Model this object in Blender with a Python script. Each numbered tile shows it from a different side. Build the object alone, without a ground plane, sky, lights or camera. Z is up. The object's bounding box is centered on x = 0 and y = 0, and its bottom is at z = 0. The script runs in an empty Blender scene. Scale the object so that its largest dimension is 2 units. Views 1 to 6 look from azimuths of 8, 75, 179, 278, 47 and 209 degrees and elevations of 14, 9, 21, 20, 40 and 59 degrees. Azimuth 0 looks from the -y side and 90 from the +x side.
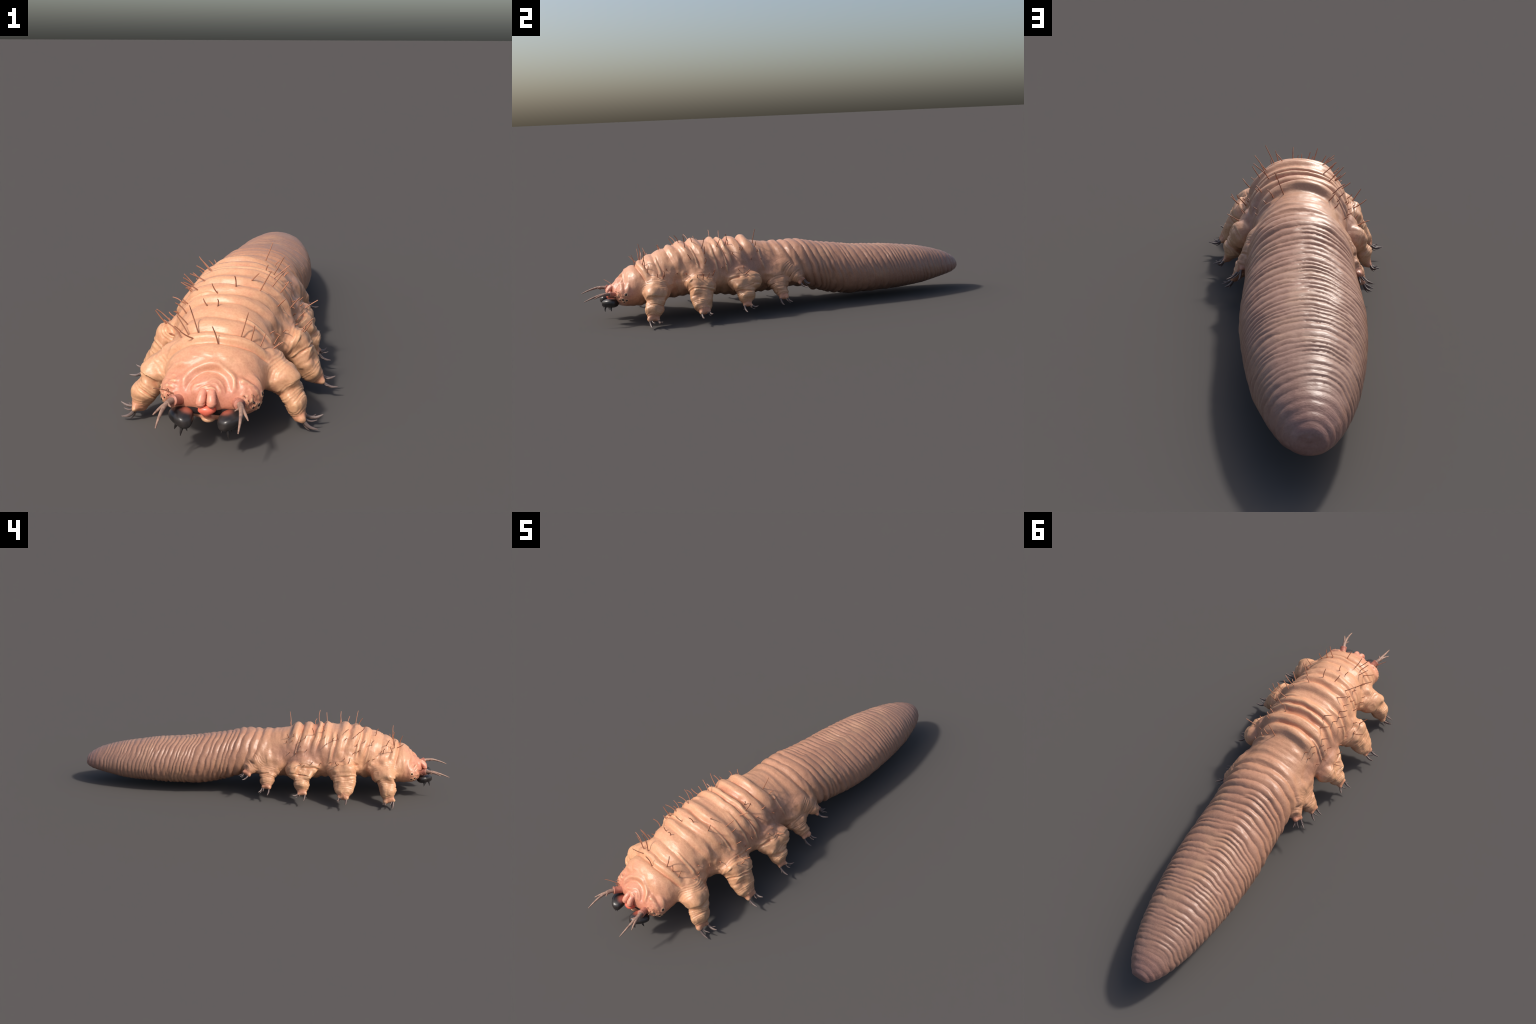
# A fat, wrinkled, velvet-worm-like grub: ringed abdomen, five pairs of lumpy
# clawed legs, bristled back, small head with black jaws and branched antennae.
import bpy, math, random
import numpy as np
from mathutils import Vector, Matrix

random.seed(7)
RNG = np.random.RandomState(7)

# ------------------------------------------------------------------ helpers
def smooth(a, b, x):
    t = np.clip((x - a) / (b - a), 0.0, 1.0)
    return t * t * (3 - 2 * t)

def smin(a, b, k):
    h = np.maximum(k - np.abs(a - b), 0.0) / k
    return np.minimum(a, b) - h * h * k * 0.25

def smax(a, b, k):
    return -smin(-a, -b, k)

_LAT = RNG.rand(32, 32, 32)

def noise(p, scale):
    """smooth value noise in -1..1 on an (N,3) array"""
    q = p * scale + 100.37
    i = np.floor(q).astype(int)
    f = q - i
    f = f * f * f * (f * (f * 6 - 15) + 10)
    out = 0.0
    for a in (0, 1):
        wx = f[:, 0] if a else 1 - f[:, 0]
        for b in (0, 1):
            wy = f[:, 1] if b else 1 - f[:, 1]
            for c in (0, 1):
                wz = f[:, 2] if c else 1 - f[:, 2]
                out = out + wx * wy * wz * _LAT[(i[:, 0] + a) % 32, (i[:, 1] + b) % 32, (i[:, 2] + c) % 32]
    return out * 2 - 1

class Curve:
    """monotone cubic through control points (y, value)"""
    def __init__(self, pts):
        pts = sorted(pts)
        self.x = x = np.array([p[0] for p in pts], float)
        self.v = v = np.array([p[1] for p in pts], float)
        h = np.diff(x); d = np.diff(v) / h
        m = np.zeros(len(x))
        m[0], m[-1] = d[0], d[-1]
        for k in range(1, len(x) - 1):
            if d[k - 1] * d[k] > 0:
                w1, w2 = 2 * h[k] + h[k - 1], h[k] + 2 * h[k - 1]
                m[k] = (w1 + w2) / (w1 / d[k - 1] + w2 / d[k])
        self.m, self.h = m, h
    def __call__(self, y):
        y = np.clip(y, self.x[0], self.x[-1])
        k = np.clip(np.searchsorted(self.x, y) - 1, 0, len(self.h) - 1)
        h = self.h[k]; t = (y - self.x[k]) / h
        t2, t3 = t * t, t * t * t
        return ((2 * t3 - 3 * t2 + 1) * self.v[k] + (t3 - 2 * t2 + t) * h * self.m[k]
                + (-2 * t3 + 3 * t2) * self.v[k + 1] + (t3 - t2) * h * self.m[k + 1])

# ------------------------------------------------- body profile along y (head at -y)
TOP = Curve([(-.860, .140), (-.855, .160), (-.840, .179), (-.823, .196), (-.803, .213), (-.783, .231), (-.762, .252),
             (-.72, .277), (-.68, .300), (-.64, .319), (-.60, .334), (-.55, .348), (-.50, .360), (-.45, .367),
             (-.35, .366), (-.25, .364), (-.19, .361), (-.15, .349), (-.10, .341), (-.05, .332), (0, .327), (.05, .331),
             (.10, .329), (.15, .319), (.20, .308), (.30, .293), (.40, .277), (.50, .270), (.60, .263), (.70, .250),
             (.80, .234), (.87, .217), (.92, .201), (.96, .182), (.985, .165), (.9965, .152), (1.0, .122)])
BOT = Curve([(-.860, .128), (-.855, .109), (-.845, .091), (-.83, .078), (-.80, .068), (-.75, .065), (-.70, .070), (-.60, .089),
             (-.50, .095), (-.40, .092), (-.30, .081), (-.24, .073), (-.13, .076), (-.05, .080), (.05, .090), (.10, .085),
             (.15, .070), (.20, .055), (.25, .041), (.31, .028), (.36, .022), (.45, .023), (.60, .025), (.70, .029),
             (.77, .036), (.83, .048), (.90, .063), (.95, .074), (.98, .085), (.996, .095), (1.0, .117)])
WID = Curve([(-.860, .010), (-.855, .054), (-.846, .084), (-.832, .107), (-.812, .122), (-.785, .133), (-.75, .139), (-.70, .140), (-.62, .142),
             (-.55, .152), (-.45, .167), (-.35, .175), (-.25, .171), (-.15, .156), (-.05, .153), (.05, .161), (.15, .166),
             (.25, .169), (.35, .175), (.40, .177), (.50, .172), (.60, .162), (.70, .147), (.80, .127), (.88, .103),
             (.93, .084), (.97, .061), (.99, .044), (.9985, .032), (1.0, .002)])
MID = Curve([(-.87, .135), (-.80, .142), (-.70, .162), (-.60, .185), (-.50, .20), (-.40, .205), (-.20, .20), (0, .195),
             (.10, .185), (.25, .16), (.40, .145), (.60, .135), (.80, .128), (1.0, .118)])

def body_frame(p):
    x, y, z = p[:, 0], p[:, 1], p[:, 2]
    zc = MID(y); up = z >= zc
    h = np.where(up, np.maximum(TOP(y) - zc, 1e-4), np.maximum(zc - BOT(y), 1e-4))
    w = np.maximum(WID(y), 1e-4)
    return x / w, (z - zc) / h, w, h

def f_trunk(p):
    u, v, w, h = body_frame(p)
    n = np.interp(p[:, 1], [-.8, -.65, -.42, -.2, .1, .3], [2.1, 2.3, 2.3, 2.1, 2.1, 2.0])
    rho = (np.abs(u) ** n + np.abs(v) ** n + 1e-12) ** (1 / n)
    f = (rho - 1) * np.minimum(w, h)
    y = p[:, 1]
    return np.maximum(f, np.maximum(-.860 - y, y - 1.0))

def ell(p, c, r):
    q = np.sqrt((((p - np.array(c)) / np.array(r)) ** 2).sum(1) + 1e-9)
    return (q - 1) * min(r)

def both(p):
    q = p.copy(); q[:, 0] = np.abs(q[:, 0]); return q

def f_body(p):
    f = f_trunk(p)
    front = p[:, 1] < -.70
    if front.any():
        q = both(p[front]); g = f[front]
        g = smin(g, ell(q, (.101, -.803, .140), (.036, .036, .038)), .026)       # cheek
        g = smin(g, ell(q, (.0, -.838, .160), (.030, .024, .030)), .03)         # muzzle
        g = smax(g, -ell(q, (.056, -.882, .109), (.050, .036, .0225)), .008)     # jaw slot
        g = smin(g, ell(q, (.0, -.843, .090), (.022, .026, .012)), .012)        # lower lip
        f[front] = g
    return f

# ------------------------------------------------------------------ legs (+x side; mirrored for -x)
# chain of (x, y, z, radius); ky squeezes y so a leg is longer front-to-back than it is thick; lumps are extra balls
LEGS = [
    dict(ky=.78, chain=[(.070, -.650, .180, .050), (.132, -.646, .172, .048), (.173, -.658, .145, .047), (.201, -.673, .107, .0330),
                        (.218, -.680, .080, .0335), (.232, -.687, .045, .0235)],
         k=.028, lumps=[(.120, -.608, .182, .043), (.165, -.632, .145, .038), (.205, -.655, .115, .026), (.200, -.684, .147, .032), (.190, -.638, .140, .027), (.223, -.679, .078, .033), (.160, -.630, .180, .028)]),
    dict(ky=.72, chain=[(.075, -.452, .205, .062), (.142, -.440, .192, .056), (.192, -.442, .160, .050), (.228, -.455, .115, .040),
                        (.250, -.453, .086, .031), (.267, -.450, .063, .0215)],
         k=.028, lumps=[(.140, -.402, .182, .046), (.186, -.412, .150, .040), (.226, -.428, .112, .030), (.190, -.470, .182, .044), (.222, -.474, .154, .029), (.232, -.438, .132, .026), (.203, -.418, .17, .029), (.236, -.470, .108, .025)]),
    dict(ky=.78, chain=[(.080, -.225, .205, .062), (.148, -.244, .195, .056), (.190, -.246, .160, .042), (.212, -.233, .128, .031),
                        (.229, -.233, .100, .031), (.245, -.234, .070, .0205)],
         k=.018, lumps=[(.190, -.192, .166, .050), (.222, -.214, .104, .027), (.217, -.262, .150, .028), (.224, -.213, .126, .023), (.178, -.286, .178, .034), (.232, -.240, .098, .028)]),
    dict(ky=.78, chain=[(.075, -.075, .195, .058), (.128, -.060, .175, .050), (.160, -.050, .140, .035), (.182, -.046, .108, .0295),
                        (.202, -.042, .080, .0200)],
         k=.022, lumps=[(.152, -.078, .142, .033), (.162, -.026, .142, .034), (.180, -.064, .130, .023), (.190, -.026, .102, .022), (.184, -.029, .114, .020), (.186, -.052, .103, .024)]),
    dict(ky=.95, chain=[(.085, -.045, .225, .050), (.126, -.020, .213, .043), (.150, .018, .189, .034), (.166, .042, .167, .0265),
                        (.181, .060, .146, .0180)],
         k=.022, lumps=[(.174, .046, .165, .021), (.154, .050, .158, .020)]),
]

def f_chain(p, leg):
    """distance to the chain of round cones, and the position along it (0..n)"""
    s = np.array([1, leg['ky'], 1.0])
    q = p * s
    pts = [(np.array(c[:3]) * s, c[3]) for c in leg['chain']]
    best, along = None, None
    for k in range(len(pts) - 1):
        (a, ra), (b, rb) = pts[k], pts[k + 1]
        ab = b - a
        t = np.clip(((q - a) @ ab) / (ab @ ab), 0, 1)
        d = np.sqrt(((q - a - t[:, None] * ab) ** 2).sum(1)) - (ra + (rb - ra) * t)
        if best is None:
            best, along = d, k + t
        else:
            along = np.where(d < best, k + t, along)
            best = smin(best, d, .014)
    return best, along

def f_leg(p, leg):
    d, t = f_chain(p, leg)
    for (x, y, z, r) in leg['lumps']:
        d = smin(d, np.sqrt(((p - np.array((x, y, z))) ** 2).sum(1)) - r, .009)
    for (x, y, z, r) in toes(leg):
        d = smin(d, np.sqrt(((p - np.array((x, y, z))) ** 2).sum(1)) - r, .008)
    return d, t

def toes(leg):
    a = np.array(leg['chain'][-2][:3]); b = np.array(leg['chain'][-1][:3]); r = leg['chain'][-1][3]
    axis = (b - a) / np.linalg.norm(b - a)
    side = np.array((0, 1.0, 0)); side -= axis * (side @ axis); side /= np.linalg.norm(side)
    out = np.cross(axis, side); out *= np.sign(out[0])
    tip = b + axis * r * .55
    return [(*(tip + side * k * r * .88 + out * r * .30), r * .52) for k in (-1, 1)]

def leg_box(leg, pad):
    c = np.array([k[:3] for k in leg['chain']] + [k[:3] for k in leg['lumps']])
    r = max(k[3] for k in leg['chain']) / leg['ky'] + pad
    return c.min(0) - r, c.max(0) + r

def field(p):
    """combined skin field, body part and nearest leg"""
    fb = f_body(p)
    f = fb.copy()
    fl = np.full(len(p), 1.0); which = np.full(len(p), -1); along = np.zeros(len(p))
    q = both(p)
    for k, leg in enumerate(LEGS):
        lo, hi = leg_box(leg, .05)
        m = ((q > lo) & (q < hi)).all(1)
        if not m.any():
            continue
        d, t = f_leg(q[m], leg)
        f[m] = smin(f[m], d, leg['k'])
        near = d < fl[m]
        idx = np.nonzero(m)[0][near]
        fl[idx], which[idx], along[idx] = d[near], k, t[near]
    return f, fb, fl, which, along

# ------------------------------------------------------------------ skin surface (surface nets on the field)
H = .0055
LO = np.array((-.36, -.93, -.01)); HI = np.array((.36, 1.03, .42))
N = np.ceil((HI - LO) / H).astype(int) + 1
ax = [LO[i] + H * np.arange(N[i]) for i in range(3)]
vol = np.empty(N)
for i0 in range(0, N[0], 16):
    g = np.stack(np.meshgrid(ax[0][i0:i0 + 16], ax[1], ax[2], indexing='ij'), -1)
    vol[i0:i0 + 16] = field(g.reshape(-1, 3))[0].reshape(g.shape[:3])

def surface_nets(v):
    inside = v < 0
    nx, ny, nz = (n - 1 for n in v.shape)
    cnt = np.zeros((nx, ny, nz), int)
    for a in (0, 1):
        for b in (0, 1):
            for c in (0, 1):
                cnt += inside[a:a + nx, b:b + ny, c:c + nz]
    cells = np.argwhere((cnt > 0) & (cnt < 8))
    idx = np.full((nx, ny, nz), -1); idx[tuple(cells.T)] = np.arange(len(cells))
    acc = np.zeros((len(cells), 3)); num = np.zeros(len(cells))
    for axis in range(3):
        o = [k for k in range(3) if k != axis]
        for a in (0, 1):
            for b in (0, 1):
                s = np.zeros(3, int); s[o[0]], s[o[1]] = a, b
                e = s.copy(); e[axis] = 1
                va = v[tuple((cells + s).T)]; vb = v[tuple((cells + e).T)]
                cross = (va < 0) != (vb < 0)
                t = np.where(cross, va / np.where(cross, va - vb, 1), 0)
                pt = (cells + s).astype(float); pt[:, axis] += t
                acc += pt * cross[:, None]; num += cross
    verts = LO + H * acc / num[:, None]
    quads = []
    for axis in range(3):
        o1, o2 = (axis + 1) % 3, (axis + 2) % 3
        sl = [slice(1, n - 1) for n in v.shape]
        sa = list(sl); sb = list(sl); sa[axis] = slice(0, v.shape[axis] - 1); sb[axis] = slice(1, v.shape[axis])
        A, B = inside[tuple(sa)], inside[tuple(sb)]
        e = np.argwhere(A != B)
        flip = A[tuple(e.T)]
        e = e + 1; e[:, axis] -= 1
        c = []
        for d1, d2 in ((-1, -1), (0, -1), (0, 0), (-1, 0)):
            q = e.copy(); q[:, o1] += d1; q[:, o2] += d2
            c.append(idx[tuple(q.T)])
        c = np.stack(c, 1)
        c[~flip] = c[~flip][:, ::-1]
        quads.append(c)
    return verts, np.concatenate(quads)

V, Q = surface_nets(vol)
for _ in range(2):      # settle the points on the field
    f0 = field(V)[0]; e = 1e-3
    g = np.stack([(field(V + e * np.eye(3)[k])[0] - f0) / e for k in range(3)], 1)
    step = f0 / np.maximum((g * g).sum(1), .05)
    V = V - np.clip(step, -.003, .003)[:, None] * g * .8

def make_mesh(name, verts, faces):
    me = bpy.data.meshes.new(name)
    me.from_pydata([tuple(v) for v in verts], [], [tuple(int(i) for i in f) for f in faces])
    me.update()
    return me

base = make_mesh('skin_base', V, Q)
tmp = bpy.data.objects.new('skin_base', base)
bpy.context.scene.collection.objects.link(tmp)
sub = tmp.modifiers.new('fine', 'SUBSURF'); sub.levels = 1; sub.render_levels = 1
fine = bpy.data.meshes.new_from_object(tmp.evaluated_get(bpy.context.evaluated_depsgraph_get()))
bpy.data.objects.remove(tmp)

def read(me):
    v = np.empty(len(me.vertices) * 3, np.float32); me.vertices.foreach_get('co', v)
    n = np.empty(len(me.vertices) * 3, np.float32); me.vertex_normals.foreach_get('vector', n)
    return v.reshape(-1, 3).astype(float), n.reshape(-1, 3).astype(float)

P, NRM = read(fine)
quads = np.empty(len(fine.loops), np.int32); fine.loops.foreach_get('vertex_index', quads); quads = quads.reshape(-1, 4)

# ------------------------------------------------------------------ wrinkles
f_all, f_b, f_l, LEG_ID, ALONG = field(P)
U, Vv, W_, H_ = body_frame(P)
theta = np.arctan2(np.abs(U), Vv)                 # 0 on the back, pi on the belly
y = P[:, 1]
legness = smooth(.016, -.016, f_l - f_b)          # 1 on a leg, 0 on the trunk
disp = np.zeros(len(P))

# broad rolls across the back of the trunk: (crest y, half width, height)
ROLLS = [(-.768, .026, .010), (-.717, .011, .008), (-.676, .019, .008), (-.620, .026, .007), (-.566, .016, .009), (-.508, .020, .011),
         (-.447, .019, .012), (-.357, .017, .010), (-.315, .013, .010), (-.252, .022, .012), (-.190, .022, .013), (-.030, .017, .007)]
lean = .045 * (1 - np.cos(np.minimum(theta, 1.9)))
wob = noise(P, 9) * .008 + noise(P, 24) * .003
yy = y - lean + wob
roll = np.zeros(len(P))
for k, (c, w, a) in enumerate(ROLLS):
    reach = 1.05 + .25 * math.sin(k * 2.3)
    side = smooth(reach + .55, reach - .25, theta + .12 * noise(P + k, 12))
    t = (yy - c) / w
    roll = np.maximum(roll, 1.45 * a * (.85 + .3 * noise(P * np.array((1, .3, .3)) + k, 10)) * np.exp(-np.abs(t / 1.08) ** 2.8) * side)
for k, (c, w, a, sx, x0) in enumerate(((-.648, .009, .006, 1, .03), (-.596, .008, .005, -1, .05), (-.536, .009, .006, -1, .02), (-.480, .008, .005, 1, .05),
                                       (-.402, .010, .005, -1, .06), (-.385, .008, .004, 1, .05), (-.334, .007, .005, 1, .04), (-.220, .008, .006, -1, .06), (-.150, .010, .005, 1, .07))):
    part = smooth(x0, x0 + .05, P[:, 0] * sx) * smooth(1.75, 1.25, theta)
    roll = np.maximum(roll, a * 1.3 * np.exp(-((yy - c + .10 * (np.abs(P[:, 0]) - .09)) / w) ** 2) * part)
disp += (roll - .0055 * smooth(1.5, .8, theta) * smooth(-.80, -.74, y) * smooth(.03, -.03, y)) * (1 - legness)

for c, w, a, x0 in ((-.284, .013, .009, .075), (-.221, .010, .007, .085), (-.478, .011, .005, .07), (-.338, .009, .004, .08)):
    disp -= a * np.exp(-((yy - c) / w) ** 2) * smooth(x0 + .04, x0 - .03, np.abs(P[:, 0])) * smooth(1.4, 1.1, theta)
# swollen pads down the flanks, and fine cross wrinkles all along
flank = smooth(.75, 1.15, theta) * smooth(-.76, -.70, y) * smooth(.02, -.06, y) * (1 - legness)
disp += flank * (.0045 * noise(P * np.array((1, 1.5, .8)), 16) + .0018 * noise(P, 38))
cross = noise(P * np.array((.22, 1, .22)) + wob[:, None], 75)
disp += .0013 * cross * smooth(2.6, 2.2, theta) * (1 - .7 * legness) * smooth(.25, -.05, y)
# uneven folds over the waist
waist = np.exp(-((yy + .085) / .055) ** 2) * (1 - legness)
disp += waist * .0032 * noise(P * np.array((.25, 1, .25)), 34)
# ring folds of the abdomen: two families of irregular rings that run into each other
def rings(seed):
    r = np.random.RandomState(seed); knots = [-.05, -.004, .040, .088, .128]
    while knots[-1] < 1.1:
        s = np.interp(knots[-1], [.1, .2, .45, .75, 1.0], [.036, .030, .027, .025, .020])
        knots.append(knots[-1] + s * r.uniform(.55, 1.45))
    return np.array(knots)

lean2 = np.interp(y, [-.05, .1, .35, .6, .9, 1], [.055, .065, .062, .045, .022, .008])
sweep = 1.1 * smooth(0, 2.5, theta)
P2 = P * np.array((1.0, .35, 1.0))
ya = y - lean2 * sweep + .010 * noise(P2, 11) + .004 * noise(P, 28)
def ring_height(knots):
    k = np.clip(np.searchsorted(knots, ya) - 1, 0, len(knots) - 2)
    t = (ya - knots[k]) / (knots[k + 1] - knots[k])
    amp = np.random.RandomState(5).uniform(.65, 1.2, len(knots))[k] * np.sqrt((knots[k + 1] - knots[k]) / .03)
    return amp * (np.abs(np.sin(np.pi * t)) ** .85 - .55)
mix = smooth(-.3, .3, noise(P * np.array((1, .6, 1)), 7))
fold = ring_height(rings(3)) * (1 - mix) + ring_height(rings(11)) * mix
amp = np.interp(y, [-.06, 0, .06, .2, .5, .8, .93, 1], [0, .0062, .0096, .0082, .0068, .0057, .0040, .0018])
amp = amp * (.80 + .55 * noise(P2, 13)) * np.interp(theta, [0, 1.3, 2.0, 3.1], [.95, 1.1, .95, .8])
disp += fold * amp * (1 - legness) * smooth(-.07, .02, y - .05 * sweep)
# pleats low on the sides, where the rings pinch
disp += .003 * noise(P * np.array((1, 2.6, .5)), 22) * smooth(1.2, 1.9, theta) * smooth(.08, .16, y) * smooth(.75, .5, y)
# belly wrinkles of the trunk
disp += .0025 * np.sin(yy * 150 + 3 * noise(P, 10)) * smooth(1.9, 2.4, theta) * smooth(.05, -.05, y) * smooth(-.8, -.7, y) * (1 - legness)

# face: brow arches over the muzzle
X, Y, Z = P.T
vv = (Z - .168) * 1.35
rr = np.sqrt((X * 1.05) ** 2 + vv ** 2) + .005 * noise(P, 14) + .002 * noise(P, 40)
face = smooth(-.74, -.79, y) * smooth(-.02, .025, vv)
for r0, w, a in ((.100, .011, .0030), (.070, .012, .0078), (.054, .009, -.0036), (.040, .009, .0014), (.026, .006, -.0030)):
    gap = smooth(.005, .04, np.abs(X)) if r0 > .09 else smooth(-.9, .3, noise(P, 16) + .4) if r0 < .05 else 1
    disp += a * np.exp(-((rr * (1 + .07 * noise(P + r0, 22)) - r0) / w) ** 2) * face * gap
disp += .0009 * np.sin(rr * 520 + 5 * noise(P, 24)) * face * smooth(.075, .05, rr) * (.5 + noise(P, 30))
# slanting folds on the temples
for c, w, a in ((-.786, .009, .0042), (-.806, .006, -.0030), (-.822, .008, .0036)):
    t = Y - c - .10 * (Z - .20) + .006 * noise(P, 20)
    disp += a * np.exp(-(t / w) ** 2) * smooth(.055, .085, np.abs(X)) * smooth(.145, .185, Z)
# fold that separates head and neck, running down the side
disp += -.0050 * np.exp(-((yy + .737) / .0045) ** 2) * smooth(2.3, 1.6, theta) * (1 - legness)
# shallow forehead creases between the brow and the back of the head
disp += .0022 * np.sin((Y - .5 * (np.abs(X) - .05)) * 260 + 5 * noise(P, 13)) * smooth(.085, .10, rr) * smooth(-.755, -.78, y) * smooth(1.3, .7, theta) * (.5 + noise(P, 20))
# rough cheeks
cheek = np.exp(-(((np.abs(X) - .118) / .030) ** 2 + ((Y + .838) / .032) ** 2 + ((Z - .135) / .036) ** 2))
disp += cheek * (.0026 * noise(P, 75) + .0022 * noise(P, 150))

# legs: rolls around the limb, soft lumps, fine wrinkling
lump = noise(P, 20) * .0062 + noise(P, 40) * .0024
# skin creases across each leg: (place along the chain, width, depth)
CREASES = [[(2.75, .16, .0045), (3.6, .10, .002), (4.25, .10, .0025)],
           [(1.5, .16, .004), (2.1, .12, .005), (2.55, .09, .003), (3.2, .12, .005), (4.2, .10, .002)],
           [(1.9, .14, .006), (2.75, .14, .006), (3.4, .12, .004), (4.2, .10, .002)],
           [(1.6, .10, .003), (2.3, .14, .004), (2.9, .10, .003), (3.4, .10, .002)],
           [(1.6, .10, .003), (2.5, .14, .005), (3.0, .10, .003), (3.5, .10, .002)]]
crease = np.zeros(len(P))
for k, marks in enumerate(CREASES):
    for t0, w, a in marks:
        t = ALONG + .22 * noise(P + k, 18)
        crease += np.where(LEG_ID == k, -1.5 * a * np.exp(-((t - t0) / w) ** 2), 0) * smooth(-.45, .35, noise(P * np.array((1, 1, .6)) + t0, 19))
disp += legness * (lump + crease + .0006 * np.sin(ALONG * 26 + 7 * noise(P, 22)))
# faint unevenness everywhere
disp += .0012 * noise(P, 16) + .0005 * noise(P, 60)

# eyes sit in shallow rimmed pits on the cheeks: (y, z) on the side, x found on the skin
EYES = [(-.806, .150, .0058), (-.822, .122, .0060), (-.800, .114, .0056), (-.815, .107, .0046), (-.835, .118, .0040), (-.838, .134, .0034)]
eye_spots = []
for ey, ez, er in EYES:
    for s in (1, -1):
        m = (P[:, 0] * s > .05) & (LEG_ID * (f_l < f_b) <= 0)
        k = np.argmin(np.where(m, (P[:, 1] - ey) ** 2 + (P[:, 2] - ez) ** 2, 9))
        k = np.nonzero(m & (((P[:, 1] - ey) ** 2 + (P[:, 2] - ez) ** 2) < .004 ** 2))[0]
        k = k[np.argmax(P[k, 0] * s)]
        eye_spots.append((P[k].copy(), NRM[k].copy(), er))
for c, n, r in eye_spots:
    d = np.sqrt(((P - c) ** 2).sum(1)) / r
    disp += r * (.42 * np.exp(-((d - 1.25) / .35) ** 2) - .35 * np.exp(-(d / .8) ** 2))

disp -= .0012 + .001 * legness
P = P + NRM * disp[:, None]
fine.vertices.foreach_set('co', P.astype(np.float32).ravel()); fine.update()
P, NRM = read(fine)
LIFT = 0.0

# ------------------------------------------------------------------ materials
def material(name):
    m = bpy.data.materials.new(name); m.use_nodes = True
    nt = m.node_tree
    return m, nt, nt.nodes['Principled BSDF']

def N_(nt, kind, **kw):
    n = nt.nodes.new(kind)
    for k, v in kw.items():
        setattr(n, k, v)
    return n

def srgb(r, g, b):
    f = lambda c: (c / 255 / 12.92) if c <= 10 else ((c / 255 + .055) / 1.055) ** 2.4
    return (f(r), f(g), f(b), 1)

def ramp(nt, stops, src):
    n = N_(nt, 'ShaderNodeValToRGB')
    e = n.color_ramp.elements
    while len(e) < len(stops):
        e.new(.5)
    for k, (pos, col) in enumerate(stops):
        e[k].position = pos; e[k].color = col
    nt.links.new(src, n.inputs['Fac'])
    return n.outputs['Color']

def math_(nt, op, a, b=None, clamp=False):
    n = N_(nt, 'ShaderNodeMath', operation=op, use_clamp=clamp)
    for k, v in enumerate((a, b)):
        if v is None: continue
        if isinstance(v, (int, float)): n.inputs[k].default_value = v
        else: nt.links.new(v, n.inputs[k])
    return n.outputs[0]

def range_(nt, src, a, b):
    n = N_(nt, 'ShaderNodeMapRange', interpolation_type='SMOOTHSTEP')
    n.inputs['From Min'].default_value = a; n.inputs['From Max'].default_value = b
    nt.links.new(src, n.inputs['Value'])
    return n.outputs['Result']

def mix_(nt, fac, a, b, mode='MIX'):
    n = N_(nt, 'ShaderNodeMix', data_type='RGBA', blend_type=mode)
    for key, v in ((0, fac), (6, a), (7, b)):
        if isinstance(v, (int, float)): n.inputs[key].default_value = v
        elif isinstance(v, tuple): n.inputs[key].default_value = v
        else: nt.links.new(v, n.inputs[key])
    return n.outputs[2]

def noise_(nt, vec, scale, detail=4, rough=.55):
    n = N_(nt, 'ShaderNodeTexNoise')
    n.inputs['Scale'].default_value = scale; n.inputs['Detail'].default_value = detail; n.inputs['Roughness'].default_value = rough
    nt.links.new(vec, n.inputs['Vector'])
    return n.outputs['Fac']

C_TAN, C_PINK, C_TAIL, C_OCHRE, C_FOOT, C_TIP = (srgb(197, 144, 110), srgb(190, 126, 101), srgb(160, 116, 93),
                                                 srgb(194, 144, 106), srgb(184, 114, 94), srgb(138, 102, 92))
C_CREASE = srgb(206, 122, 92)

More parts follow.
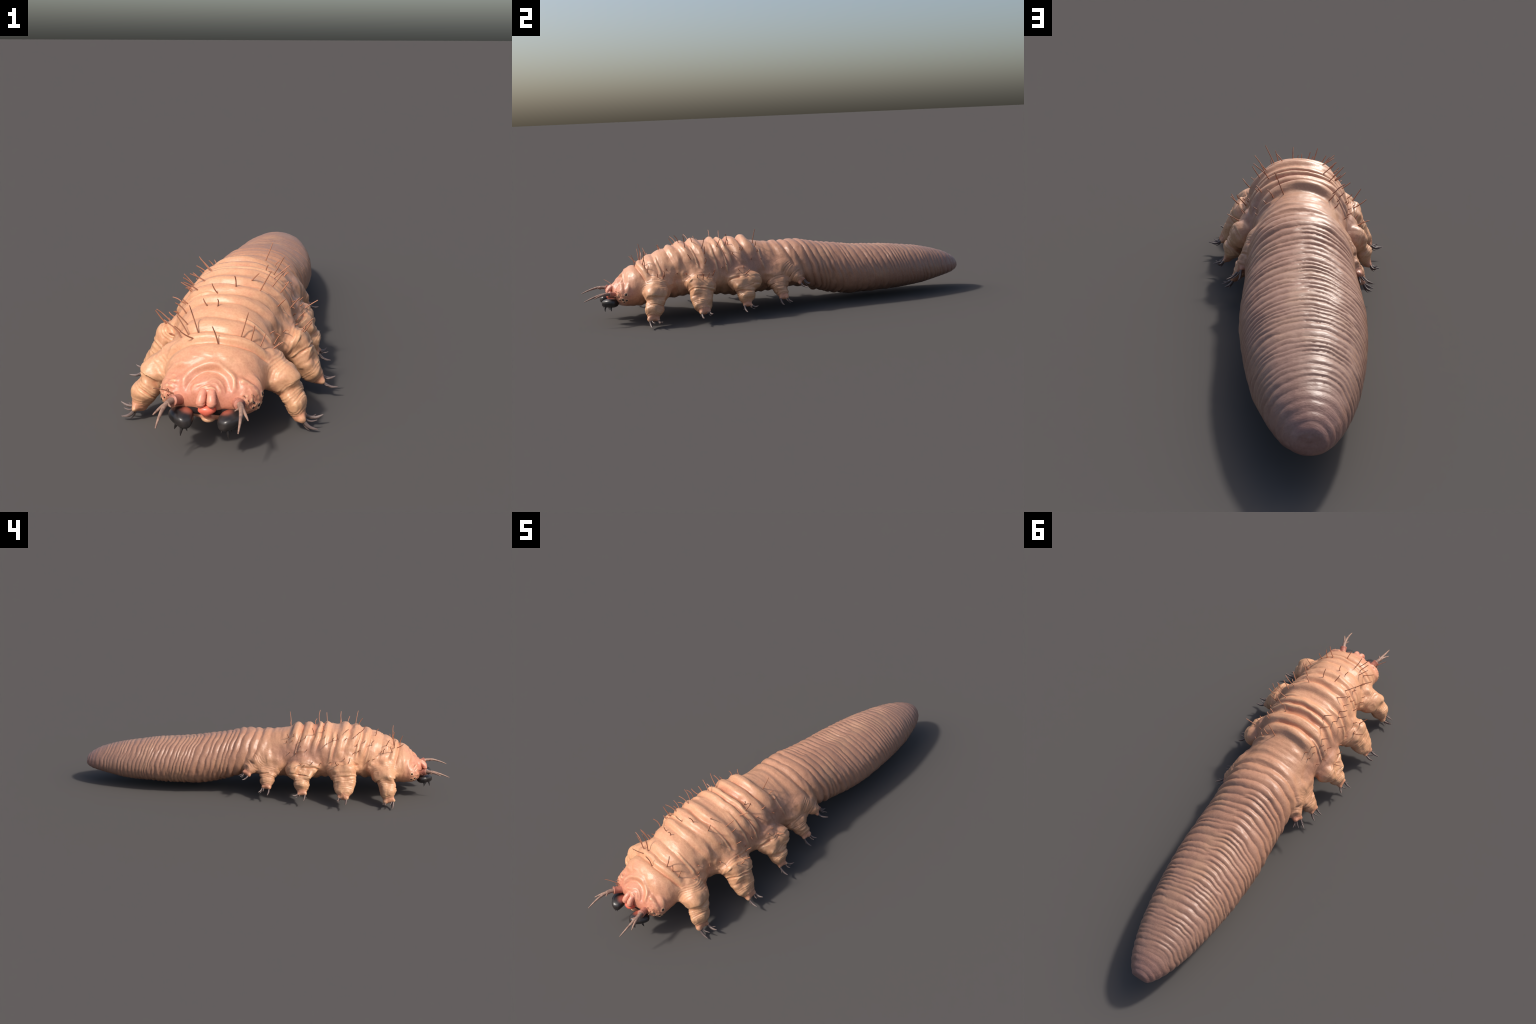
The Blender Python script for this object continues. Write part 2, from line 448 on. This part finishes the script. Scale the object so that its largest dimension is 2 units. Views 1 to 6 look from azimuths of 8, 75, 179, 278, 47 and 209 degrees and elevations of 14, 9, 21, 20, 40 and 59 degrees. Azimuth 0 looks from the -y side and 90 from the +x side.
def skin_material():
    m, nt, bsdf = material('wrinkled_skin')
    tc = N_(nt, 'ShaderNodeTexCoord'); obj = tc.outputs['Object']
    sep = N_(nt, 'ShaderNodeSeparateXYZ'); nt.links.new(obj, sep.inputs[0])
    x, y, z = sep.outputs
    n1 = noise_(nt, obj, 6, 5); n2 = noise_(nt, obj, 30, 4); n3 = noise_(nt, obj, 160, 3)
    yw = math_(nt, 'ADD', y, math_(nt, 'MULTIPLY', math_(nt, 'SUBTRACT', n1, .5), .22))
    t = range_(nt, yw, -1.0, 1.0)
    lin = N_(nt, 'ShaderNodeMapRange'); lin.inputs['From Min'].default_value = -1; lin.inputs['From Max'].default_value = 1
    nt.links.new(yw, lin.inputs['Value'])
    col = ramp(nt, [(.06, C_PINK), (.13, srgb(203, 149, 114)), (.28, srgb(200, 146, 112)), (.38, C_TAN), (.56, C_TAIL), (.92, srgb(140, 106, 90)), (1.0, C_TIP)], lin.outputs['Result'])
    # ochre legs, redder toes
    ax_ = math_(nt, 'ABSOLUTE', x)
    legs = math_(nt, 'MULTIPLY', range_(nt, ax_, .12, .25), range_(nt, y, .12, .04))
    col = mix_(nt, math_(nt, 'MULTIPLY', legs, .65), col, C_OCHRE)
    # reach of each leg outwards marks the toes
    toe = 0
    for leg in LEGS:
        c = leg['chain'][-1]; a = leg['chain'][-2]
        q = np.array(c[:3]) + (np.array(c[:3]) - np.array(a[:3])) * .55
        comb = N_(nt, 'ShaderNodeCombineXYZ'); nt.links.new(ax_, comb.inputs[0]); nt.links.new(y, comb.inputs[1]); nt.links.new(z, comb.inputs[2])
        d = N_(nt, 'ShaderNodeVectorMath', operation='DISTANCE'); nt.links.new(comb.outputs[0], d.inputs[0]); d.inputs[1].default_value = tuple(q)
        w = range_(nt, d.outputs['Value'], c[3] * 2.3, c[3] * 1.2)
        toe = w if toe == 0 else math_(nt, 'MAXIMUM', toe, w)
    col = mix_(nt, math_(nt, 'MULTIPLY', toe, .45), col, C_FOOT)
    # flesh-red cheeks
    comb = N_(nt, 'ShaderNodeCombineXYZ'); nt.links.new(ax_, comb.inputs[0]); nt.links.new(y, comb.inputs[1]); nt.links.new(z, comb.inputs[2])
    d = N_(nt, 'ShaderNodeVectorMath', operation='DISTANCE'); nt.links.new(comb.outputs[0], d.inputs[0]); d.inputs[1].default_value = (.08, -.85, .138)
    col = mix_(nt, math_(nt, 'MULTIPLY', range_(nt, d.outputs['Value'], .115, .02), .60), col, srgb(190, 118, 96))
    # blotches and grain
    front = range_(nt, y, .1, -.3)
    col = mix_(nt, math_(nt, 'MULTIPLY', math_(nt, 'MULTIPLY', range_(nt, n2, .45, .72), .28), front), col, C_PINK)
    col = mix_(nt, math_(nt, 'MULTIPLY', range_(nt, n1, .50, .68), .22), col, srgb(186, 146, 112))
    # dull mauve-brown patch on the flanks above the hind legs
    fx = math_(nt, 'MULTIPLY', math_(nt, 'SUBTRACT', ax_, .150), 13)
    fy = math_(nt, 'MULTIPLY', math_(nt, 'ADD', yw, .25), 4.6)
    fz = math_(nt, 'MULTIPLY', math_(nt, 'SUBTRACT', z, .245), 13)
    flank = math_(nt, 'SQRT', math_(nt, 'ADD', math_(nt, 'ADD', math_(nt, 'MULTIPLY', fx, fx), math_(nt, 'MULTIPLY', fy, fy)), math_(nt, 'MULTIPLY', fz, fz)))
    col = mix_(nt, math_(nt, 'MULTIPLY', range_(nt, flank, 1.25, .35), .62), col, srgb(150, 106, 90))
    # rust-red bands at the bottom of the wide pits between the hind rolls
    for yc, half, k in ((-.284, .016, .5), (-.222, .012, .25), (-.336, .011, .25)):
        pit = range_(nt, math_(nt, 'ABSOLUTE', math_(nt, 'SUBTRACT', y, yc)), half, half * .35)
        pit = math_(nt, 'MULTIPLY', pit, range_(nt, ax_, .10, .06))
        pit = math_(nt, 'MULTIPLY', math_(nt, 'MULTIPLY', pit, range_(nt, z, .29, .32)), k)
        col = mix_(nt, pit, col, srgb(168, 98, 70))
    # redder tint in the folds, paler on the crests, of the fore body
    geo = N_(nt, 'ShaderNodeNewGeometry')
    fold_red = math_(nt, 'MULTIPLY', range_(nt, geo.outputs['Pointiness'], .495, .45), math_(nt, 'MULTIPLY', front, .45))
    col = mix_(nt, fold_red, col, srgb(208, 126, 90))
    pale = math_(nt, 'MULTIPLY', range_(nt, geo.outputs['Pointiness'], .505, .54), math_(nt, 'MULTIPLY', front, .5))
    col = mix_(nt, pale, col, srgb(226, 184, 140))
    col = mix_(nt, .22, col, ramp(nt, [(.3, (.35, .3, .3, 1)), (.7, (1, 1, 1, 1))], n3), 'SOFT_LIGHT')
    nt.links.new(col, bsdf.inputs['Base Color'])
    bsdf.inputs['Roughness'].default_value = .37
    bsdf.inputs['Specular IOR Level'].default_value = .45
    # fine skin grain
    stretch = N_(nt, 'ShaderNodeMapping'); stretch.inputs['Scale'].default_value = (1, 3.2, 1); nt.links.new(obj, stretch.inputs[0])
    g1 = noise_(nt, stretch.outputs[0], 75, 5, .6)
    b = N_(nt, 'ShaderNodeBump'); b.inputs['Strength'].default_value = .22; b.inputs['Distance'].default_value = .004
    nt.links.new(g1, b.inputs['Height']); nt.links.new(b.outputs[0], bsdf.inputs['Normal'])
    return m

def plain(name, stops, scale=40, rough=.45, bump=.2, coat=0, dist=.002, axis=None):
    m, nt, bsdf = material(name)
    tc = N_(nt, 'ShaderNodeTexCoord'); obj = tc.outputs['Object']
    n = noise_(nt, obj, scale, 4)
    nt.links.new(ramp(nt, stops, n), bsdf.inputs['Base Color'])
    bsdf.inputs['Roughness'].default_value = rough
    bsdf.inputs['Coat Weight'].default_value = coat
    b = N_(nt, 'ShaderNodeBump'); b.inputs['Strength'].default_value = bump; b.inputs['Distance'].default_value = dist
    nt.links.new(n, b.inputs['Height']); nt.links.new(b.outputs[0], bsdf.inputs['Normal'])
    return m

SKIN = skin_material()
M_CLAW = plain('horn_claw', [(.3, srgb(78, 66, 63)), (.7, srgb(124, 106, 100))], 60, .35)
M_BRISTLE = plain('bristle', [(.3, srgb(150, 98, 76)), (.7, srgb(184, 128, 98))], 120, .5)
M_ANT = plain('antenna_horn', [(.3, srgb(120, 92, 80)), (.7, srgb(168, 134, 114))], 90, .5)
M_COLLAR = plain('antenna_socket', [(.3, srgb(160, 98, 82)), (.7, srgb(190, 126, 104))], 90, .5)
M_EYE = plain('eye_black', [(.3, srgb(26, 20, 20)), (.7, srgb(40, 30, 30))], 60, .2)
M_LIP = plain('lip_red', [(.3, srgb(214, 98, 78)), (.7, srgb(226, 116, 92))], 50, .35)
M_SNOUT = plain('snout_skin', [(.3, srgb(208, 134, 110)), (.7, srgb(220, 150, 124))], 120, .4, .4)

def jaw_material():
    m, nt, bsdf = material('jaw_black')
    tc = N_(nt, 'ShaderNodeTexCoord'); obj = tc.outputs['Object']
    sep = N_(nt, 'ShaderNodeSeparateXYZ'); nt.links.new(obj, sep.inputs[0])
    n = noise_(nt, obj, 35, 4)
    dark = ramp(nt, [(.35, srgb(36, 33, 33)), (.7, srgb(56, 50, 48))], n)
    d = N_(nt, 'ShaderNodeVectorMath', operation='DISTANCE'); nt.links.new(obj, d.inputs[0])
    comb = N_(nt, 'ShaderNodeCombineXYZ'); nt.links.new(math_(nt, 'ABSOLUTE', sep.outputs[0]), comb.inputs[0])
    nt.links.new(sep.outputs[1], comb.inputs[1]); nt.links.new(sep.outputs[2], comb.inputs[2])
    nt.links.new(comb.outputs[0], d.inputs[0]); d.inputs[1].default_value = (.050, -.868, .128)
    w = range_(nt, math_(nt, 'ADD', d.outputs['Value'], math_(nt, 'MULTIPLY', n, .012)), .034, .014)
    col = mix_(nt, w, dark, srgb(150, 78, 62))
    nt.links.new(col, bsdf.inputs['Base Color'])
    bsdf.inputs['Roughness'].default_value = .33
    b = N_(nt, 'ShaderNodeBump'); b.inputs['Strength'].default_value = .25; b.inputs['Distance'].default_value = .003
    nt.links.new(n, b.inputs['Height']); nt.links.new(b.outputs[0], bsdf.inputs['Normal'])
    return m
M_JAW = jaw_material()

# ------------------------------------------------------------------ objects
COL = bpy.context.scene.collection
root = bpy.data.objects.new('velvet_worm', None); COL.objects.link(root)
root['label'] = 'wrinkled flesh-coloured grub with clawed legs, bristles and black jaws'
root['category'] = 'worm'
root.empty_display_size = .1

def add(name, me, parent, mat):
    ob = bpy.data.objects.new(name, me)
    if mat is not None and not me.materials:
        me.materials.append(mat)
    COL.objects.link(ob); ob.parent = parent
    return ob

def shade(me):
    me.polygons.foreach_set('use_smooth', np.ones(len(me.polygons), bool)); me.update()
    return me

# split the skin by region; borders share positions and the whole body's normals
cen = P[quads].mean(1)
fa, fb, fl, lid, al = field(cen)
uu, wv, _, _ = body_frame(cen)
th = np.arctan2(np.abs(uu), wv)
region = np.where(cen[:, 1] - .02 * (1 - np.cos(np.minimum(th, 1.7))) < -.735, 0, np.where(cen[:, 1] - .075 * (1 - np.cos(np.minimum(th, 1.7))) < .005, 1, 2))
isleg = (lid >= 0) & (fl < fb)
region = np.where(isleg, 10 + lid * 2 + (cen[:, 0] < 0), region)
PART = {}
def region_name(r):
    return {0: 'head', 1: 'trunk', 2: 'abdomen'}.get(r, 'leg')
for r in sorted(set(region.tolist())):
    fs = quads[region == r]
    used, inv = np.unique(fs, return_inverse=True)
    me = make_mesh(region_name(r), P[used], inv.reshape(-1, 4))
    shade(me)
    me.normals_split_custom_set_from_vertices([tuple(n) for n in NRM[used]])
    PART[r] = add(region_name(r), me, root, SKIN)

from mathutils.bvhtree import BVHTree
TREE = BVHTree.FromPolygons([tuple(v) for v in P], [tuple(int(i) for i in q) for q in quads])

def tube(path, radii, sides=10, cap=True, squash=1.0, point=.8, fine_steps=5):
    """round tapering tube along a smooth path; returns verts, faces"""
    path = [Vector(p) for p in path]
    out, rad = [], []
    n = len(path)
    for i in range(n - 1):
        p0, p1, p2, p3 = path[max(i - 1, 0)], path[i], path[i + 1], path[min(i + 2, n - 1)]
        for s in range(fine_steps):
            t = s / fine_steps
            out.append(.5 * ((2 * p1) + (p2 - p0) * t + (2 * p0 - 5 * p1 + 4 * p2 - p3) * t * t + (3 * p1 - p0 - 3 * p2 + p3) * t ** 3))
            rad.append(radii[i] * (1 - t) + radii[i + 1] * t)
    out.append(path[-1]); rad.append(radii[-1])
    vs, fs = [], []
    ref = Vector((0, 0, 1)) if abs((out[1] - out[0]).normalized().z) < .9 else Vector((1, 0, 0))
    for i, p in enumerate(out):
        tan = (out[min(i + 1, len(out) - 1)] - out[max(i - 1, 0)]).normalized()
        a = ref - tan * ref.dot(tan); a.normalize(); ref = a
        b = tan.cross(a)
        for k in range(sides):
            ang = 2 * math.pi * k / sides
            vs.append(p + (a * math.cos(ang) + b * math.sin(ang) * squash) * rad[i])
    for i in range(len(out) - 1):
        for k in range(sides):
            k2 = (k + 1) % sides
            fs.append((i * sides + k, i * sides + k2, (i + 1) * sides + k2, (i + 1) * sides + k))
    if cap:
        tan = (out[-1] - out[-2]).normalized()
        vs.append(out[-1] + tan * rad[-1] * point); e = len(vs) - 1; b0 = (len(out) - 1) * sides
        for k in range(sides):
            fs.append((b0 + k, b0 + (k + 1) % sides, e))
        vs.append(out[0]); e = len(vs) - 1
        for k in range(sides):
            fs.append(((k + 1) % sides, k, e))
    return vs, fs

def merge(parts):
    vs, fs = [], []
    for v, f in parts:
        o = len(vs); vs += list(v); fs += [tuple(i + o for i in q) for q in f]
    return vs, fs

def mesh_of(name, vf):
    return shade(make_mesh(name, *vf))

def mirror(vf, s):
    if s > 0:
        return vf
    return [Vector((-v[0], v[1], v[2])) for v in vf[0]], [tuple(reversed(f)) for f in vf[1]]

def orient(base, tip, bulge, thick):
    """matrix that lays a unit spike (0..1 on +z, bending towards +x) from base to tip"""
    base, tip = Vector(base), Vector(tip)
    z = tip - base; L = z.length; z.normalize()
    x = Vector(bulge); x = x - z * x.dot(z)
    if x.length < 1e-5:
        x = z.orthogonal()
    x.normalize(); yv = z.cross(x)
    m = Matrix((x * thick, yv * thick, z * L)).transposed().to_4x4()
    m.translation = base
    return m

# unit spikes: bend is in units of thickness
def unit_spike(name, mat, bend, taper, sides=8, steps=12):
    vs, fs = [], []
    for i in range(steps + 1):
        t = i / steps
        r = float(np.interp(t, np.linspace(0, 1, len(taper)), taper))
        for k in range(sides):
            a = 2 * math.pi * k / sides
            vs.append((bend * math.sin(math.pi * t) + r * math.cos(a), r * math.sin(a), t))
    for i in range(steps):
        for k in range(sides):
            k2 = (k + 1) % sides
            fs.append((i * sides + k, i * sides + k2, (i + 1) * sides + k2, (i + 1) * sides + k))
    vs.append((0, 0, 1.004)); e = len(vs) - 1
    fs += [(steps * sides + k, steps * sides + (k + 1) % sides, e) for k in range(sides)]
    me = mesh_of(name, (vs, fs))
    me.materials.append(mat)
    return me

CLAW = unit_spike('claw', M_CLAW, 1.7, (1.05, 1.12, 1.05, .85, .30))
THIN = unit_spike('claw', M_CLAW, 2.0, (1.1, 1.05, .9, .7, .3))

# claws: (base shift along the foot's front-back axis, tip); first five legs on +x, mirrored
CLAWS = [
    [((.2855, -.7055, .009), 0.00495, -1), ((.297, -.664, .036), 0.00495, 1), ((.2615, -.6995, .0005), 0.00291, -1), ((.282, -.690, .030), 0.00328, -1), ((.276, -.652, .030), 0.00291, 1)],
    [((.329, -.465, .039), 0.00451, -1), ((.319, -.420, .055), 0.00437, 1), ((.303, -.478, .045), 0.00263, -1), ((.309, -.446, .060), 0.00291, 1), ((.300, -.426, .040), 0.00263, 1)],
    [((.296, -.246, .0395), 0.00422, -1), ((.278, -.188, .061), 0.00408, 1), ((.275, -.262, .048), 0.00247, -1), ((.286, -.222, .060), 0.00277, 1), ((.270, -.202, .045), 0.00247, 1)],
    [((.253, -.050, .0455), 0.00408, -1), ((.241, -.003, .055), 0.00408, 1), ((.233, -.064, .054), 0.00247, -1), ((.247, -.028, .064), 0.00277, 1), ((.230, -.010, .046), 0.00247, 1)],
    [((.231, .083, .119), 0.00364, -1), ((.191, .108, .129), 0.00364, 1), ((.222, .064, .124), 0.00233, -1), ((.212, .097, .128), 0.00247, 1), ((.196, .094, .116), 0.00218, 1)],
]
for k, leg in enumerate(LEGS):
    pads = toes(leg)
    axis = np.array(leg['chain'][-1][:3]) - np.array(leg['chain'][-2][:3]); axis /= np.linalg.norm(axis)
    for s in (1, -1):
        parent = PART[10 + 2 * k + (s < 0)]
        for tip, r, side in CLAWS[k]:
            pad = pads[0] if side < 0 else pads[1]
            b = np.array(pad[:3]); t = np.array(tip)
            d = (t - b) / np.linalg.norm(t - b)
            b = b + d * pad[3] * .2
            if r < .0035:
                b = b + np.array((0, .006 if side < 0 else -.006, 0))
            j = np.array([random.uniform(-.0015, .0015) for _ in range(3)]) * (s < 0)
            j[2] = abs(j[2])
            t = t + j
            me = CLAW if r > .0035 else THIN
            ob = add('claw', me, parent, None)
            ob.matrix_world = orient((b[0] * s, b[1], b[2]), (t[0] * s, t[1], t[2]), (0, 0, -1), r)

# ------------------------------------------------------------------ face parts
SNOUT = [tube([(.0100, -.830, .168), (.0112, -.850, .168), (.0128, -.864, .161), (.0142, -.873, .150), (.0146, -.874, .143), (.0146, -.872, .139)],
              (.0095, .0108, .0118, .0130, .0132, .0100), 18, point=.15)]
for s in (1, -1):
    me = mesh_of('snout_lobe', mirror(merge(SNOUT), s))
    for v in me.vertices:
        v.co += v.normal * (.0007 * math.sin(v.co.z * 1150 + 180 * v.co.x * s) + .0004 * math.sin(v.co.z * 2700 + 3))
    ob = add('snout_lobe', me, root, M_SNOUT)

def superball(c, axes, r, power, nu=40, nv=24, shape=None):
    vs, fs = [], []
    axes = [Vector(a).normalized() for a in axes]
    g = lambda w: math.copysign(abs(w) ** power, w)
    for j in range(nv + 1):
        ph = -math.pi / 2 + math.pi * j / nv
        for i in range(nu):
            t = 2 * math.pi * i / nu
            q = [g(math.cos(ph)) * g(math.cos(t)), g(math.cos(ph)) * g(math.sin(t)), g(math.sin(ph))]
            if shape: q = shape(q)
            vs.append(Vector(c) + sum((axes[k] * q[k] * r[k] for k in range(3)), Vector((0, 0, 0))))
    for j in range(nv):
        for i in range(nu):
            i2 = (i + 1) % nu
            fs.append((j * nu + i, j * nu + i2, (j + 1) * nu + i2, (j + 1) * nu + i))
    return vs, fs

def lip_shape(q):
    x, yv, z = q
    k = 1 - .55 * max(0, -z)
    return [x * k * (1 - .25 * max(0, -z)), yv - .25 * max(0, -z) * 0, z]
add('lip', mesh_of('lip', superball((0, -.863, .119), ((1, 0, 0), (0, 1, 0), (0, -.25, 1)), (.0245, .0225, .0185), .9, shape=lip_shape)), root, M_LIP)

M_MOUTH_SHADOW = plain('mouth_shadow_black', [(.3, srgb(24, 13, 12)), (.7, srgb(34, 18, 16))], 60, .95)  # near-black, so the gap above the jaws reads as deep shadow
add('mouth_gap_shadow', mesh_of('mouth_gap_shadow', superball((0, -.842, .112), ((1, 0, 0), (0, 1, 0), (0, 0, 1)), (.085, .0150, .0145), 1)), root, M_MOUTH_SHADOW)

def jaw_shape(q):
    a, b, z = q                        # a: + towards the back
    front = max(0, -a)
    b = b * (1 - .34 * front) * (1 - .42 * max(0, -z))
    z = z * (1 - .12 * front) - .10 * front
    a = a * (1 + .12 * max(0, -z)) if a < 0 else a
    return [a, b, z]
SPIKE = unit_spike('jaw_spike', M_JAW, .3, (1, .85, .65, .42, .15))
for s in (1, -1):
    vf = superball((.066, -.874, .100), ((.50, .87, 0), (-.87, .50, 0), (0, 0, 1)), (.041, .0325, .0218), .66, shape=jaw_shape)
    me = mesh_of('jaw', mirror(vf, s))
    jaw = add('jaw', me, root, M_JAW)
    for b, t, r in (((.061, -.896, .084), (.065, -.901, .059), .0052), ((.080, -.872, .082), (.088, -.871, .063), .0056),
                    ((.050, -.899, .088), (.045, -.905, .076), .0042), ((.066, -.880, .082), (.070, -.881, .068), .0036)):
        ob = add('jaw_spike', SPIKE, jaw, None)
        ob.matrix_world = orient((b[0] * s, b[1], b[2]), (t[0] * s, t[1], t[2]), (0, -1, 0), r)

for s in (1, -1):
    stalk = tube([(.085, -.864, .143), (.0905, -.878, .1475), (.0955, -.893, .1495), (.099, -.907, .149)], (.0085, .0088, .0082, .0085), 14)
    main = tube([(.0975, -.900, .1495), (.1005, -.920, .1495), (.1035, -.948, .143), (.105, -.975, .134), (.1052, -.9985, .1245)], (.0075, .0062, .0046, .0032, .0017), 10)
    side = tube([(.100, -.903, .148), (.107, -.918, .1475), (.115, -.934, .144), (.1235, -.951, .1385)], (.0060, .0052, .0038, .0016), 10)
    inner = tube([(.096, -.902, .149), (.090, -.913, .1495), (.084, -.921, .1485)], (.0048, .0030, .0012), 8)
    knob = tube([(.103, -.902, .144), (.106, -.908, .138)], (.0045, .0018), 8)
    ant = add('antenna', mesh_of('antenna', mirror(merge([stalk, main, side, inner, knob]), s)), root, M_ANT)
    # flared cup the stalk stands in: outside wall, rolled rim, inside wall
    A = Vector((.079, -.846, .1375)); B = Vector((.0905, -.877, .1470)); d = (B - A)
    cup = tube([A - d * .4, A + d * .3, A + d * .75, B, B + d * .06, B - d * .02, B - d * .3],
               (.0165, .0145, .0148, .0162, .0150, .0128, .0085), 20, cap=False)
    add('antenna_socket', mesh_of('antenna_socket', mirror(cup, s)), ant, M_COLLAR)

head = PART[0]
EYE = mesh_of('eye', superball((0, 0, 0), ((1, 0, 0), (0, 1, 0), (0, 0, 1)), (1, 1, 1), 1, 16, 10))
EYE.materials.append(M_EYE)
for c, n, r in eye_spots:
    ob = add('eye', EYE, head, None)
    ob.matrix_world = Matrix.Translation(Vector(c) - Vector(n) * r * .55) @ Matrix.Scale(r * .92, 4)

# ------------------------------------------------------------------ bristles
# (x, y on the back seen from above; direction and length as a vector)
BRISTLES = [
    (.010, -.739, -.015, -.013, .055), (-.053, -.707, -.025, .001, .079), (-.081, -.708, -.032, -.002, .057), (-.092, -.666, -.033, -.014, .042),
    (-.105, -.699, -.050, .010, .050), (-.093, -.515, -.040, -.022, .030), (-.113, -.592, -.030, -.009, .036), (-.120, -.652, -.043, -.006, .042),
    (-.082, -.455, -.046, -.012, .024), (-.119, -.493, -.010, -.007, .014), (-.117, -.549, -.015, -.005, .014), (-.132, -.513, -.014, -.003, .012),
    (-.123, -.454, -.020, -.012, .014), (-.123, -.413, -.036, .002, .038), (-.132, -.389, -.034, -.006, .028), (-.082, -.338, -.040, .002, .038),
    (-.125, -.344, -.020, -.003, .019), (-.092, -.285, -.046, .006, .050), (-.150, -.348, -.032, -.010, .020), (-.204, -.417, -.046, .006, .034),
    (-.203, -.469, -.032, -.012, .046), (-.127, -.242, -.027, -.006, .018), (-.135, -.218, -.014, -.003, .014), (-.156, -.248, -.015, -.006, .013),
    (-.155, -.216, -.006, -.002, .007), (-.109, -.183, -.016, 0, .017), (-.124, -.171, -.008, -.003, .009), (-.093, -.148, -.020, .004, .026),
    (-.115, -.142, -.012, -.002, .016), (.022, -.518, 0, -.020, .038), (-.029, -.536, -.014, -.019, .034), (-.017, -.617, .003, -.006, .026),
    (-.046, -.607, -.012, -.004, .022), (.067, -.707, .020, .005, .070), (.094, -.698, .011, -.006, .046), (.120, -.693, .013, .006, .038),
    (.149, -.617, .016, -.002, .034), (.092, -.499, .034, -.012, .063), (-.064, -.723, -.030, -.030, .030), (.059, -.459, .025, -.008, .026), (.150, -.648, .030, -.006, .022),
    (.145, -.482, .022, -.018, .030), (.119, -.423, .043, .006, .055), (.140, -.407, .030, -.008, .042), (.176, -.424, .028, .003, .036),
    (.223, -.443, .022, -.004, .034), (.114, -.346, .050, .008, .042), (.190, -.389, .026, .010, .036), (.109, -.303, .034, 0, .062),
    (.213, -.424, .033, .010, .030), (.080, -.284, .010, -.005, .030), (.138, -.269, .018, -.004, .014), (.130, -.218, .014, -.003, .018),
    (.137, -.236, .014, -.003, .016), (.057, -.148, .029, .007, .074), (.092, -.148, .020, .002, .030), (.114, -.142, .010, -.004, .013),
    (.207, -.225, .040, .010, .026), (-.207, -.230, -.036, .008, .022),
]
HAIRS = [unit_spike('bristle', M_BRISTLE, b, (1.1, 1.0, .95, .9, .7), 6) for b in (.6, 2.0, 3.4, -1.2)]
def plant(x, y, d, r, parent, top=True, kind=None):
    hit = TREE.ray_cast(Vector((x, y, 1)), Vector((0, 0, -1)))
    b, n = hit[0], hit[1]
    me = HAIRS[random.randrange(4)] if kind is None else HAIRS[kind]
    d = Vector(d)
    ob = add('bristle', me, parent, None)
    ob.matrix_world = orient(b - n * .004, b + d, (random.uniform(-.3, .3), random.uniform(.2, 1), .2), r)
for x, yb, dx, dy, dz in BRISTLES:
    plant(x, yb, (dx, dy, dz), .0020, PART[1])
# stubby bent hairs low on the flanks and leg roots
for k in range(26):
    s = 1 if k % 2 else -1
    yb = -.66 + .53 * (k + .5) / 26 + random.uniform(-.012, .012)
    zb = random.uniform(.20, .27)
    hit = TREE.ray_cast(Vector((s * .6, yb, zb)), Vector((-s, 0, 0)))
    d = (hit[1] + Vector((0, -.35, .35))).normalized() * random.uniform(.010, .026)
    ob = add('bristle', HAIRS[random.randrange(4)], PART[1], None)
    ob.matrix_world = orient(hit[0] - hit[1] * .003, hit[0] + d, (random.uniform(-.4, .4), random.uniform(-.2, 1), .3), .0019)
# short thorns and one long feeler on the cheeks
for s in (1, -1):
    for ox, oy, oz, L in ((.100, -.85, .165, .013), (.125, -.845, .150, .012), (.118, -.86, .128, .016), (.130, -.83, .165, .008), (.108, -.86, .120, .010)):
        o = Vector((ox * s, oy - .04, oz + .01)); hit = TREE.find_nearest(o)
        d = (o - hit[0]).normalized() * L + Vector((random.uniform(-.004, .004) for _ in range(3)))
        ob = add('bristle', HAIRS[random.randrange(4)], head, None)
        ob.matrix_world = orient(hit[0], hit[0] + d, (0, 0, 1), .0015)
hit = TREE.find_nearest(Vector((-.103, -.87, .165)))
ob = add('bristle', HAIRS[1], head, None)
ob.matrix_world = orient(hit[0], Vector((-.139, -.882, .181)), (0, 0, 1), .0016)


bpy.data.meshes.remove(fine)
